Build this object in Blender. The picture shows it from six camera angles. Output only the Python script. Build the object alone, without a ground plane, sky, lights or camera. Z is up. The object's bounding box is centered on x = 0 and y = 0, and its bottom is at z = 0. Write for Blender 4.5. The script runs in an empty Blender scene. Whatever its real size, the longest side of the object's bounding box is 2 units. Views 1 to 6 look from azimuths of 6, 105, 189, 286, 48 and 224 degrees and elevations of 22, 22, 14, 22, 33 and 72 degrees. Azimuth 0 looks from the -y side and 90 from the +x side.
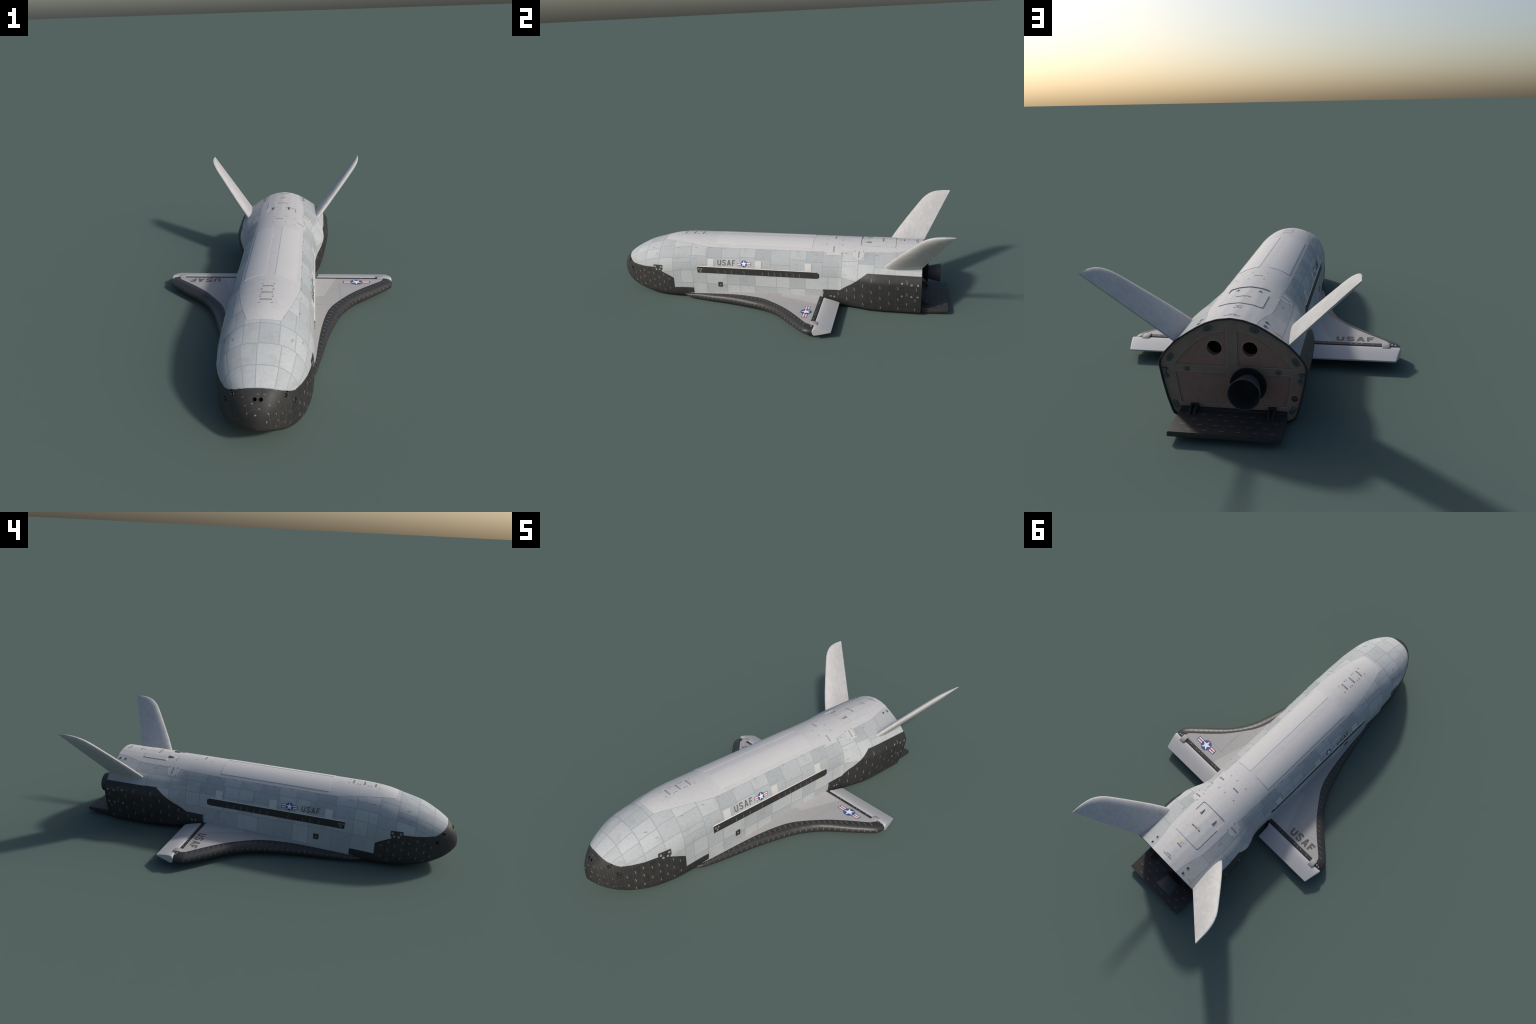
import bpy, bmesh, math, random
import numpy as np
from mathutils import Vector, kdtree

random.seed(7)
R = math.radians
D = bpy.data

# ------------------------------------------------------------------ materials
def _nodes(name):
    m = D.materials.new(name); m.use_nodes = True
    nt = m.node_tree; b = nt.nodes['Principled BSDF']
    return m, nt, b

def surface_material(name, color, rough=0.6, mottle=0.08, scale=55.0, stain=0.0, bump=0.0,
                     rand=0.0, spec=0.35, metallic=0.0, stretch=(1, 1, 1), stain_col=None):
    """Painted / woven surface: base colour broken up by fine and broad noise, plus grain bump."""
    m, nt, b = _nodes(name)
    n, l = nt.nodes, nt.links
    tc = n.new('ShaderNodeTexCoord'); mp = n.new('ShaderNodeMapping')
    mp.inputs['Scale'].default_value = stretch
    l.new(tc.outputs['Object'], mp.inputs['Vector'])
    fine = n.new('ShaderNodeTexNoise'); fine.inputs['Scale'].default_value = scale
    fine.inputs['Detail'].default_value = 5.0; fine.inputs['Roughness'].default_value = 0.62
    l.new(mp.outputs['Vector'], fine.inputs['Vector'])
    ramp = n.new('ShaderNodeMapRange')
    ramp.inputs['From Min'].default_value = 0.28; ramp.inputs['From Max'].default_value = 0.72
    ramp.inputs['To Min'].default_value = 1.0 - mottle; ramp.inputs['To Max'].default_value = 1.0 + mottle
    l.new(fine.outputs['Fac'], ramp.inputs['Value'])
    fac = ramp.outputs['Result']
    if rand > 0:
        oi = n.new('ShaderNodeObjectInfo'); mr = n.new('ShaderNodeMapRange')
        mr.inputs['To Min'].default_value = 1 - rand; mr.inputs['To Max'].default_value = 1 + rand
        l.new(oi.outputs['Random'], mr.inputs['Value'])
        mu = n.new('ShaderNodeMath'); mu.operation = 'MULTIPLY'
        l.new(fac, mu.inputs[0]); l.new(mr.outputs['Result'], mu.inputs[1]); fac = mu.outputs[0]
    vm = n.new('ShaderNodeVectorMath'); vm.operation = 'SCALE'
    vm.inputs[0].default_value = color
    l.new(fac, vm.inputs['Scale'])
    out = vm.outputs['Vector']
    if stain > 0:
        br = n.new('ShaderNodeTexNoise'); br.inputs['Scale'].default_value = 16.0
        br.inputs['Detail'].default_value = 6.0; br.inputs['Roughness'].default_value = 0.7
        l.new(mp.outputs['Vector'], br.inputs['Vector'])
        cr = n.new('ShaderNodeMapRange')
        cr.inputs['From Min'].default_value = 0.52; cr.inputs['From Max'].default_value = 0.75
        cr.inputs['To Max'].default_value = stain
        l.new(br.outputs['Fac'], cr.inputs['Value'])
        mx = n.new('ShaderNodeMix'); mx.data_type = 'RGBA'
        sc = stain_col or tuple(c * 0.72 for c in color)
        mx.inputs['B'].default_value = (*sc, 1)
        l.new(cr.outputs['Result'], mx.inputs['Factor']); l.new(out, mx.inputs['A'])
        out = mx.outputs['Result']
    l.new(out, b.inputs['Base Color'])
    b.inputs['Roughness'].default_value = rough
    b.inputs['Specular IOR Level'].default_value = spec
    b.inputs['Metallic'].default_value = metallic
    if bump > 0:
        bp = n.new('ShaderNodeBump'); bp.inputs['Strength'].default_value = bump
        bp.inputs['Distance'].default_value = 0.001
        l.new(fine.outputs['Fac'], bp.inputs['Height']); l.new(bp.outputs['Normal'], b.inputs['Normal'])
    return m

BLANKET_L = surface_material('blanket_light', (0.424, 0.445, 0.455), 0.9, 0.075, 110, 0.75, 0.25, 0.02, 0.2, stain_col=(0.350, 0.348, 0.335))
BLANKET_M = surface_material('blanket_mid', (0.380, 0.402, 0.413), 0.9, 0.075, 110, 0.75, 0.25, 0.035, 0.2, stain_col=(0.300, 0.300, 0.290))
BLANKET_D = surface_material('blanket_dark', (0.353, 0.376, 0.389), 0.9, 0.075, 110, 0.70, 0.25, 0.03, 0.2, stain_col=(0.272, 0.275, 0.270))
BLANKET_SEAM = surface_material('blanket_seam', (0.300, 0.330, 0.348), 0.95, 0.08, 90, 0, 0, 0, 0.1)
SKIN = surface_material('top_skin_paint', (0.483, 0.481, 0.482), 0.75, 0.045, 70, 0.35, 0.08, 0, 0.3)
DOOR = surface_material('bay_door_paint', (0.510, 0.506, 0.505), 0.72, 0.012, 30, 0, 0, 0, 0.35)
PLATE = surface_material('cover_plate_paint', (0.54, 0.53, 0.52), 0.75, 0.03, 60, 0, 0, 0, 0.3)
FIN = surface_material('fin_felt', (0.47, 0.466, 0.462), 0.8, 0.10, 45, 0.5, 0.12, 0, 0.3, stretch=(1, 1, 0.5))
WING = surface_material('wing_skin_paint', (0.375, 0.367, 0.362), 0.7, 0.03, 50, 0.18, 0.05, 0, 0.3)
WING_PANEL = surface_material('wing_root_paint', (0.435, 0.427, 0.422), 0.7, 0.03, 50, 0.18, 0.05, 0, 0.3)
ELEVON = surface_material('elevon_paint', (0.44, 0.437, 0.442), 0.55, 0.02, 40, 0.05, 0, 0, 0.35)
TAB = surface_material('hinge_fairing_paint', (0.34, 0.336, 0.333), 0.6, 0.03, 60)
TILE = surface_material('black_tile', (0.0300, 0.0295, 0.0288), 0.55, 0.12, 40, 0.2, 0.05, 0.10, 0.35)
TILE_SEAM = surface_material('tile_gap_filler', (0.056, 0.0545, 0.052), 0.8, 0.2, 60)
LEAD = surface_material('leading_edge_carbon', (0.030, 0.029, 0.029), 0.41, 0.10, 30, 0.15, 0.04, 0.06, 0.45)
LEAD_SEAM = surface_material('leading_edge_gap', (0.062, 0.060, 0.058), 0.8, 0.2, 60)
MARK = surface_material('tile_stencil_ink', (0.165, 0.161, 0.156), 0.8, 0.35, 400)
INK = surface_material('dark_stencil_ink', (0.12, 0.113, 0.105), 0.8, 0.15, 90)
INK_SOFT = surface_material('faded_stencil_ink', (0.27, 0.28, 0.285), 0.9, 0.2, 200)
WHITE_INK = surface_material('white_ink', (0.78, 0.77, 0.78), 0.7, 0.02, 60)
RING_INK = surface_material('ring_ink', (0.46, 0.445, 0.43), 0.7, 0.08, 120)
BLUE_INK = surface_material('insignia_blue', (0.055, 0.085, 0.225), 0.7, 0.05, 90)
RED_INK = surface_material('insignia_red', (0.56, 0.075, 0.105), 0.7, 0.05, 90)
YELLOW_INK = surface_material('caution_yellow', (0.60, 0.43, 0.13), 0.8, 0.2, 200)
PORT_CUP = surface_material('port_cup_metal', (0.022, 0.021, 0.020), 0.5, 0.15, 90)
HOLE = surface_material('port_darkness', (0.006, 0.006, 0.006), 0.9, 0.1, 60, spec=0.05)
WHITE_SILL = surface_material('rail_sill_paint', (0.64, 0.625, 0.61), 0.7, 0.03, 60)
BRACKET = surface_material('dark_bracket', (0.19, 0.19, 0.195), 0.6, 0.1, 90)
RIM = surface_material('dark_rim', (0.022, 0.024, 0.026), 0.75, 0.15, 90)
FRAME = surface_material('bulkhead_frame', (0.235, 0.170, 0.133), 0.7, 0.12, 60, 0.5, 0.05, stain_col=(0.26, 0.155, 0.12))
BULK = surface_material('bulkhead_panel', (0.280, 0.162, 0.126), 0.75, 0.12, 50, 0.4, 0.05, stain_col=(0.20, 0.13, 0.10))
BULK_EDGE = surface_material('pale_edge_paint', (0.36, 0.32, 0.23), 0.6, 0.15, 90)
FIT = surface_material('steel_fitting', (0.080, 0.088, 0.086), 0.5, 0.15, 90)
RUST = surface_material('port_primer', (0.25, 0.075, 0.05), 0.8, 0.15, 90)
NOZZLE = surface_material('nozzle_metal', (0.055, 0.058, 0.063), 0.5, 0.12, 40)
LINER = surface_material('nozzle_liner_dark', (0.022, 0.023, 0.026), 0.7, 0.2, 60)  # darker than the outer nozzle; the inside of the bell looks near black
HINGE = surface_material('flap_hinge', (0.020, 0.021, 0.023), 0.6, 0.15, 60)
GAP = surface_material('panel_gap_shadow_paint', (0.10, 0.11, 0.13), 0.9, 0.05, 60)

# ------------------------------------------------------------------ hierarchy helpers
ROOT = D.objects.new('space_plane', None)
bpy.context.scene.collection.objects.link(ROOT)
ROOT['label'] = 'small unmanned winged spaceplane with quilted white back and black belly'
ROOT['category'] = 'space plane'

def link(name, mesh, parent, kind=None):
    o = D.objects.new(name, mesh)
    bpy.context.scene.collection.objects.link(o)
    o.parent = parent
    if kind: o['kind'] = kind
    return o

def mesh_from_bm(bm, name, mats, smooth=True):
    me = D.meshes.new(name)
    bm.to_mesh(me); bm.free()
    for m in mats: me.materials.append(m)
    if smooth: me.polygons.foreach_set('use_smooth', [True] * len(me.polygons))
    return me

def smooth_by_angle(me, deg):
    bm = bmesh.new(); bm.from_mesh(me)
    for e in bm.edges:
        if len(e.link_faces) == 2 and e.calc_face_angle(0) > R(deg): e.smooth = False
    for f in bm.faces: f.smooth = True
    bm.to_mesh(me); bm.free()

def solid(name, verts, faces, mat, parent, bevel=0.0, angle=35, kind=None, seg=2):
    bm = bmesh.new()
    vs = [bm.verts.new(v) for v in verts]
    for f in faces: bm.faces.new([vs[i] for i in f])
    bmesh.ops.recalc_face_normals(bm, faces=bm.faces)
    if bevel > 0:
        es = [e for e in bm.edges if len(e.link_faces) == 2 and e.calc_face_angle(0) > R(angle)]
        bmesh.ops.bevel(bm, geom=es, offset=bevel, segments=seg, affect='EDGES', profile=0.5, clamp_overlap=True)
    me = mesh_from_bm(bm, name, [mat]); smooth_by_angle(me, angle)
    return link(name, me, parent, kind)

def box(name, x0, x1, y0, y1, z0, z1, mat, parent, bevel=0.001):
    v = [(x, y, z) for x in (x0, x1) for y in (y0, y1) for z in (z0, z1)]
    f = [(0, 1, 3, 2), (4, 6, 7, 5), (0, 4, 5, 1), (2, 3, 7, 6), (0, 2, 6, 4), (1, 5, 7, 3)]
    return solid(name, v, f, mat, parent, bevel)

def extrude_poly(name, poly, axis_fn, t0, t1, mat, parent, bevel=0.0, angle=35):
    """Prism: 2D polygon carried from t0 to t1; axis_fn(a, b, t) gives the 3D point."""
    n = len(poly)
    v = [axis_fn(a, b, t0) for a, b in poly] + [axis_fn(a, b, t1) for a, b in poly]
    f = [tuple(range(n)), tuple(range(n, 2 * n))] + [(i, (i + 1) % n, n + (i + 1) % n, n + i) for i in range(n)]
    return solid(name, v, f, mat, parent, bevel, angle)

def revolve(name, prof, center, mat, parent, seg=48, axis='y', angle=40):
    """Lathe of (radius, along) pairs about an axis through center."""
    verts, faces = [], []
    for r, t in prof:
        for i in range(seg):
            a = 2 * math.pi * i / seg
            verts.append((center[0] + r * math.cos(a), center[1] + t, center[2] + r * math.sin(a)))
    for j in range(len(prof) - 1):
        for i in range(seg):
            k = (i + 1) % seg
            faces.append((j * seg + i, j * seg + k, (j + 1) * seg + k, (j + 1) * seg + i))
    bm = bmesh.new(); vs = [bm.verts.new(v) for v in verts]
    for f in faces: bm.faces.new([vs[i] for i in f])
    for ring in (0, len(prof) - 1):
        if prof[ring][0] < 1e-4: continue
    bmesh.ops.remove_doubles(bm, verts=bm.verts, dist=1e-5)
    bmesh.ops.recalc_face_normals(bm, faces=bm.faces)
    me = mesh_from_bm(bm, name, [mat]); smooth_by_angle(me, angle)
    return link(name, me, parent)

# ------------------------------------------------------------------ fuselage surface
# end profile of the boat tail (half section, crest to keel)
TAIL_SECTION = [(0, .3635), (.045, .3575), (.082, .345), (.113, .329), (.145, .309), (.191, .2775), (.228, .2385),
                (.2475, .2085), (.2505, .19), (.243, .14), (.229, .075), (.2105, .014), (.186, .0012), (.1, 0), (0, 0)]
TZ = .19
_a = np.array(TAIL_SECTION)
_s = np.linspace(0, len(_a) - 1, 1401)
_x = np.interp(_s, range(len(_a)), _a[:, 0]); _z = np.interp(_s, range(len(_a)), _a[:, 1])
_tt = np.arctan2(_x, _z - TZ); _tr = np.hypot(_x, _z - TZ)
_tg = np.linspace(0, math.pi, 721); _tr = np.interp(_tg, _tt, _tr)
_k = np.hanning(21); _k /= _k.sum()
_pad = np.concatenate([_tr[10:0:-1], _tr, _tr[-2:-12:-1]])
_tr = np.convolve(_pad, _k, 'valid')           # soften the polygon corners
FLARE_Y = [.395, .436, .464, .495, .515, .554, .60, .63]
FLARE_F = [0, .22, .44, .60, .69, .88, .985, 1]
_fy = np.linspace(.33, .70, 371); _ff = np.interp(_fy, FLARE_Y, FLARE_F)
_kf = np.hanning(41); _kf /= _kf.sum()
_ff = np.convolve(np.concatenate([np.zeros(20), _ff, np.ones(20)]), _kf, 'valid')

CREST = [(-.95, .225), (-.90, .260), (-.88, .2710), (-.845, .2885), (-.812, .3035), (-.764, .3185), (-.716, .3335), (-.68, .3445), (-.64, .3545), (-.60, .3610),
         (-.55, .3645), (-.50, .3655), (-.40, .3662), (.9, .3662)]
CREST_G = np.linspace(-.96, .9, 1861)
_c = np.interp(CREST_G, [a for a, _ in CREST], [b for _, b in CREST]); _kc = np.hanning(43)[1:-1]; _kc /= _kc.sum()
CREST_Z = np.convolve(np.concatenate([np.full(20, _c[0]), _c, np.full(20, _c[-1])]), _kc, 'valid')

def nose_terms(y):
    u = np.clip(y + 1, 1e-9, None); k = np.clip(u / .5, 0, 1)
    f = lambda L, a, b: (1 - np.clip(1 - u / L, 0, 1) ** a) ** b
    q = lambda a, m, b: a * (1 - k) * (1 - 2 * k) + 4 * m * k * (1 - k) + b * k * (2 * k - 1)
    w = .1785 * f(.3861, 2.2832, .589)
    zt0 = .1114 + (.368 - .1114) * f(.3868, .9226, .3851)
    bl = np.clip((y + .90) / .05, 0, 1)
    zt = zt0 * (1 - bl) + np.interp(y, CREST_G, CREST_Z) * bl
    zb = .1114 * (1 - f(.405, 2.6014, .8338))
    zm = np.clip(q(.1, .1611, .1926), zb + .30 * (zt - zb), zt - .30 * (zt - zb))
    tipk = np.exp(-u / .03)
    nu = np.interp(y, [-1, -.95, -.90, -.85, -.80, -.75, -.70, -.60, -.50], [3.1, 2.85, 2.62, 2.54, 2.44, 2.22, 2.0, 1.95, 2.02]) * (1 - tipk) + 2.2 * tipk
    nl = (4.98 + k * 3) * (1 - tipk) + 2.2 * tipk
    return w, zt, zb, zm, nu, nl

def body(y, th):
    """Fuselage skin point for station y and clock angle th (0 = crest, + toward +x)."""
    y, th = np.broadcast_arrays(np.asarray(y, float), np.asarray(th, float))
    w, zt, zb, zm, nu, nl = nose_terms(y)
    s, c = np.abs(np.sin(th)), np.cos(th)
    n = np.where(c >= 0, nu, nl); h = np.where(c >= 0, zt - zm, zm - zb)
    r = ((s / w) ** n + (np.abs(c) / h) ** n) ** (-1 / n)
    f = np.interp(y, _fy, _ff)
    r = r * (1 - f) + np.interp(np.abs(th), _tg, _tr) * f
    return np.stack([np.sign(th) * r * s, y, zm + r * c], -1)

def normals_of(f, u, v, outward=None, du=2e-4, dv=2e-3):
    a = f(u + du, v) - f(u - du, v); b = f(u, v + dv) - f(u, v - dv)
    n = np.cross(a, b); n /= np.maximum(np.linalg.norm(n, axis=-1, keepdims=True), 1e-12)
    return n

def body_n(y, th):
    y = np.maximum(y, -1 + 4e-4)
    n = normals_of(body, y, th)
    P = body(y, th); C = P.copy(); C[..., 0] = 0; C[..., 2] = nose_terms(P[..., 1])[3]
    s = np.sign(np.sum(n * (P - C), -1, keepdims=True)); s[s == 0] = 1
    n = n * s
    k = np.clip((P[..., 1] + .9993) / .0006, 0, 1)[..., None]
    n = n * k + np.array([0, -1, 0]) * (1 - k)
    return n / np.linalg.norm(n, axis=-1, keepdims=True)

def side_theta(y, z, side):
    """clock angle of the skin at height z on the given side."""
    g = np.linspace(0.02, math.pi * .78, 500); out = np.empty(len(y))
    for i in range(len(y)):
        zz = body(np.full_like(g, y[i]), g)[:, 2]
        out[i] = np.interp(-z[i], -zz, g)
    return out * side

def top_theta(x, y):
    g = np.linspace(0, R(85), 300); out = np.empty(len(y))
    for i in range(len(y)):
        xx = body(np.full_like(g, y[i]), g)[:, 0]
        out[i] = np.interp(abs(x[i]), xx, g) * (1 if x[i] >= 0 else -1)
    return out

# ------------------------------------------------------------------ patches cut out of a surface
def in_poly(pt, poly):
    x, y = pt; c = False; j = len(poly) - 1
    for i in range(len(poly)):
        xi, yi = poly[i]; xj, yj = poly[j]
        if (yi > y) != (yj > y) and x < (xj - xi) * (y - yi) / (yj - yi) + xi: c = not c
        j = i
    return c

def patch(name, f, fn, us, vs, mats, parent, gap=0.0, depth=0.001, keep=(), drop=(), lift=0.0, thick=0.0, kind=None, merge=None):
    """Piece of surface f over the grid us x vs (u, v); trimmed by 2D outlines; its rim is
    pressed in by depth over a width gap (a groove round each piece), or walled by thick."""
    bm = bmesh.new()
    grid = [[bm.verts.new((u, v, 0)) for v in vs] for u in us]
    for i in range(len(us) - 1):
        for j in range(len(vs) - 1):
            bm.faces.new((grid[i][j], grid[i + 1][j], grid[i + 1][j + 1], grid[i][j + 1]))
    u0, u1, v0, v1 = min(us), max(us), min(vs), max(vs)
    for poly in list(keep) + list(drop):
        for i in range(len(poly)):
            p, q = poly[i - 1], poly[i]
            lo = (min(p[0], q[0]) - 1e-6, min(p[1], q[1]) - 1e-6); hi = (max(p[0], q[0]) + 1e-6, max(p[1], q[1]) + 1e-6)
            if hi[0] < u0 or lo[0] > u1 or hi[1] < v0 or lo[1] > v1: continue
            d = (q[0] - p[0], q[1] - p[1])
            if abs(d[0]) + abs(d[1]) < 1e-9: continue
            fs = []
            for fc in bm.faces:
                xs = [v.co.x for v in fc.verts]; ys = [v.co.y for v in fc.verts]
                if max(xs) >= lo[0] and min(xs) <= hi[0] and max(ys) >= lo[1] and min(ys) <= hi[1]: fs.append(fc)
            if not fs: continue
            geom = set(fs)
            for fc in fs: geom.update(fc.edges); geom.update(fc.verts)
            bmesh.ops.bisect_plane(bm, geom=list(geom), dist=1e-5, plane_co=(p[0], p[1], 0), plane_no=(-d[1], d[0], 0))
    kill = []
    for fc in bm.faces:
        c = fc.calc_center_median(); c = (c.x, c.y)
        if (keep and not any(in_poly(c, k) for k in keep)) or any(in_poly(c, k) for k in drop): kill.append(fc)
    if kill: bmesh.ops.delete(bm, geom=kill, context='FACES')
    if not bm.faces: bm.free(); return None
    bm.verts.ensure_lookup_table()
    uv = np.array([(v.co.x, v.co.y) for v in bm.verts])
    P = f(uv[:, 0], uv[:, 1]); N = fn(uv[:, 0], uv[:, 1])
    P = P + N * lift
    for v, p in zip(bm.verts, P): v.co = p
    kd = kdtree.KDTree(len(P))
    for i, p in enumerate(P): kd.insert(p, i)
    kd.balance()
    bmesh.ops.remove_doubles(bm, verts=bm.verts, dist=merge if merge else max(gap * .9, 1e-5))
    bmesh.ops.dissolve_degenerate(bm, edges=bm.edges, dist=1e-6)
    if not bm.faces: bm.free(); return None
    area = sum(fc.calc_area() for fc in bm.faces)
    if area < 1.0e-6: bm.free(); return None
    # outward orientation
    s = 0
    for fc in bm.faces:
        s += fc.normal.dot(Vector(N[kd.find(fc.calc_center_median())[1]])) * fc.calc_area() if fc.normal.length > 0 else 0
    bm.normal_update()
    s = sum(fc.normal.dot(Vector(N[kd.find(fc.calc_center_median())[1]])) for fc in bm.faces)
    if s < 0: bmesh.ops.reverse_faces(bm, faces=bm.faces)
    wall = set()
    if gap > 0:
        rim = {v for v in bm.verts if v.is_boundary}
        res = bmesh.ops.inset_region(bm, faces=bm.faces[:], thickness=gap, depth=0, use_boundary=True, use_even_offset=True)
        for fc in res['faces']: fc.material_index = min(1, len(mats) - 1)
        for v in bm.verts:
            if v.is_boundary: v.co -= Vector(N[kd.find(v.co)[1]]) * depth
    if thick != 0:
        be = [e for e in bm.edges if e.is_boundary]
        ex = bmesh.ops.extrude_edge_only(bm, edges=be)
        nv = [g for g in ex['geom'] if isinstance(g, bmesh.types.BMVert)]
        wall = {g for g in ex['geom'] if isinstance(g, bmesh.types.BMFace)}
        for v in nv: v.co -= Vector(N[kd.find(v.co)[1]]) * thick
        for fc in wall: fc.material_index = min(1, len(mats) - 1)
        bm.normal_update()
        bmesh.ops.recalc_face_normals(bm, faces=bm.faces)
        s = sum(fc.normal.dot(Vector(N[kd.find(fc.calc_center_median())[1]])) for fc in bm.faces if fc not in wall)
        if s < 0: bmesh.ops.reverse_faces(bm, faces=bm.faces)
    bm.normal_update(); bm.faces.index_update()
    walls = {fc.index for fc in wall}
    me = mesh_from_bm(bm, name, mats)
    # the whole surface's normals on every piece, so that pieces shade as one skin
    nl = []
    for p in me.polygons:
        if p.index in walls:
            nl += [p.normal.copy()] * p.loop_total
        else:
            for li in p.loop_indices:
                nl.append(Vector(N[kd.find(me.vertices[me.loops[li].vertex_index].co)[1]]))
    me.normals_split_custom_set(nl)
    return link(name, me, parent, kind)

def span(a, b, step, lo=2):
    n = max(lo, int(math.ceil(abs(b - a) / step)) + 1)
    return [float(t) for t in np.linspace(a, b, n)]

def ystations(a, b):
    """stations along the body, crowded toward the blunt nose and the flare"""
    step = .02 if a > -.6 else (.011 if a > -.9 else .006)
    if .36 < (a + b) / 2 < .65: step = .011
    if a < -.985:
        k = 9; return [float(-1 + t * t) for t in np.linspace(math.sqrt(max(a + 1, 1e-6)), math.sqrt(b + 1), k)]
    return span(a, b, step)

def join_objects(objs, name, parent, kind='stuff'):
    """merge many small meshes that share one material list into one part"""
    objs = [o for o in objs if o]
    if not objs: return None
    with bpy.context.temp_override(active_object=objs[0], selected_editable_objects=objs, selected_objects=objs):
        bpy.ops.object.join()
    o = objs[0]; o.name = name; o.data.name = name; o.parent = parent; o['kind'] = kind
    return o

# ------------------------------------------------------------------ colour zones on the skin, as (y, clock angle) outlines for one side
def zone(pts): return [(y, R(t)) for y, t in pts]
NOSE_ZONE = zone([(-1.01, -1), (-.942, -1), (-.942, 13), (-.938, 27), (-.930, 38), (-.916, 49), (-.904, 56), (-.889, 62.3), (-.849, 69.6), (-.80, 75.7),
                  (-.740, 79.8), (-.738, 74.7), (-.678, 78.2), (-.678, 85.7), (-.687, 90.2), (-.609, 105.9), (-.609, 122.2),
                  (-.486, 123.6), (-.486, 133), (-.486, 181), (-1.01, 181)])
AFT_ZONE = zone([(.302, 114.2), (.399, 113.6), (.42, 108), (.445, 101.6), (.475, 94.5), (.505, 87.7), (.522, 84), (.556, 77.0), (.60, 76.9), (.86, 77.3),
                 (.86, 181), (.302, 181)])
TOP_L = [(-.6795, 20.6), (-.573, 31.4), (-.494, 37.5), (-.43, 41.6), (-.396, 43.2), (-.30, 43.4), (.299, 43)]   # shared front part
TOP_PX = TOP_L + [(.306, 43), (.306, 49), (.407, 48.6), (.407, 41.5), (.464, 40.5), (.468, 55.5), (.530, 56), (.532, 40.5), (.66, 40), (.707, 38.5), (.756, 34), (.80, 31), (.86, 29)]
TOP_MX = TOP_L + [(.41, 42), (.464, 40.5), (.468, 55.5), (.530, 56), (.532, 40.5), (.66, 40), (.707, 38.5), (.756, 34), (.80, 31), (.86, 29)]
def top_zone(side):
    pts = TOP_PX if side > 0 else TOP_MX
    return zone([(-.684, -1), (-.684, 12)] + pts + [(.86, -1)])
def mirror(f): return lambda u, v: f(u, -np.asarray(v))

# fuselage part: the plain upper skin
def top_outline():
    r = [(y, t) for y, t in TOP_PX]; l = [(y, -t) for y, t in reversed(TOP_MX)]
    return zone([(-.684, -12), (-.684, 12)] + r + l)
HATCH_STRIP = zone([(.511, -26), (.505, -24), (.505, 24), (.511, 26), (.563, 26), (.563, -26)])
us = span(-.70, .36, .02) + span(.37, .66, .011) + span(.67, .848, .02)
FUSE = patch('fuselage', body, body_n, us, [R(t) for t in np.arange(-60, 61, 4.)], [SKIN], ROOT, keep=[top_outline()], drop=[HATCH_STRIP], thick=.003)

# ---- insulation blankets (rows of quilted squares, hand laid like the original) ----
# each row: side, top angle per column, bottom angle per column, column breaks, shade letters
A_COL_P = [-.493, -.396, -.302, -.190, -.097, -.004, .109, .205, .300, .408, .502, .592, .705, .848]
A_LOW_P = [62, 64.5, 64, 61.5, 64, 72.5, 61, 64, 71, 60, 63.5, 68, 60]
A_SHADE_P = 'LDMLDMLDMLDMM'
C_COL_P = [-.609, -.563, -.485, -.397, -.270, -.190, -.097, .031, .110, .200, .332, .410, .500, .60]
C_SHADE_P = 'MLMLMDLLDLLML'
D_SHADE_P = 'MMLDLLDMLDMMM'
B_COL_M = [-.609, -.565, -.494, -.400, -.271, -.195, -.106, .031, .108, .190, .327, .403, .488, .621, .705, .848]
A_COL_M = [-.498, -.396, -.300, -.193, -.099, -.003, .105, .202, .297, .409, .500, .591, .701, .848]
D_COL_M = [-.609, -.488, -.390, -.270, -.189, -.086, -.001, .110, .211, .298, .400, .50]
SH = dict(L=BLANKET_L, M=BLANKET_M, D=BLANKET_D)
def blanket(side, y0, y1, t0, t1, sh):
    f, fn = (body, body_n)
    lo, hi = sorted((R(t0) * side, R(t1) * side))
    dr = [[(u, v * side) for u, v in z] for z in (NOSE_ZONE, AFT_ZONE, top_zone(side))]
    if t0 < 0:                                   # piece straddling the crest
        dr += [[(u, -v * side) for u, v in z] for z in (NOSE_ZONE, top_zone(-side))]
    return patch('insulation_blanket', f, fn, ystations(y0, y1), span(lo, hi, R(4.5)), [SH[sh], BLANKET_SEAM], FUSE,
                 gap=.0018, depth=.0008, drop=dr)
for i in range(13):
    y0, y1 = A_COL_P[i], A_COL_P[i + 1]
    blanket(1, y0, y1, 28 if i < 1 or i > 9 else 38, A_LOW_P[i], A_SHADE_P[i])
    if y0 >= .70: blanket(1, y0, y1, A_LOW_P[i], 70, 'M'); blanket(1, y0, y1, 70, 79, 'L')
    elif y0 >= .59: blanket(1, y0, y1, A_LOW_P[i], 79, 'L')
    else: blanket(1, y0, y1, A_LOW_P[i], 90.5, 'MMLMMMMMDLLLM'[i])
for i in range(13):
    y0, y1 = C_COL_P[i], C_COL_P[i + 1]
    blanket(1, y0, y1, 90.5, 115.3, C_SHADE_P[i])
    if y1 < .35: blanket(1, y0, y1, 115.3, 133, D_SHADE_P[i])
for i in range(13):
    y0, y1 = A_COL_M[i], A_COL_M[i + 1]
    blanket(-1, y0, y1, 28 if i < 1 or i > 9 else 38, 58, 'LDMLDMLDMMDMM'[i])
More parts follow.
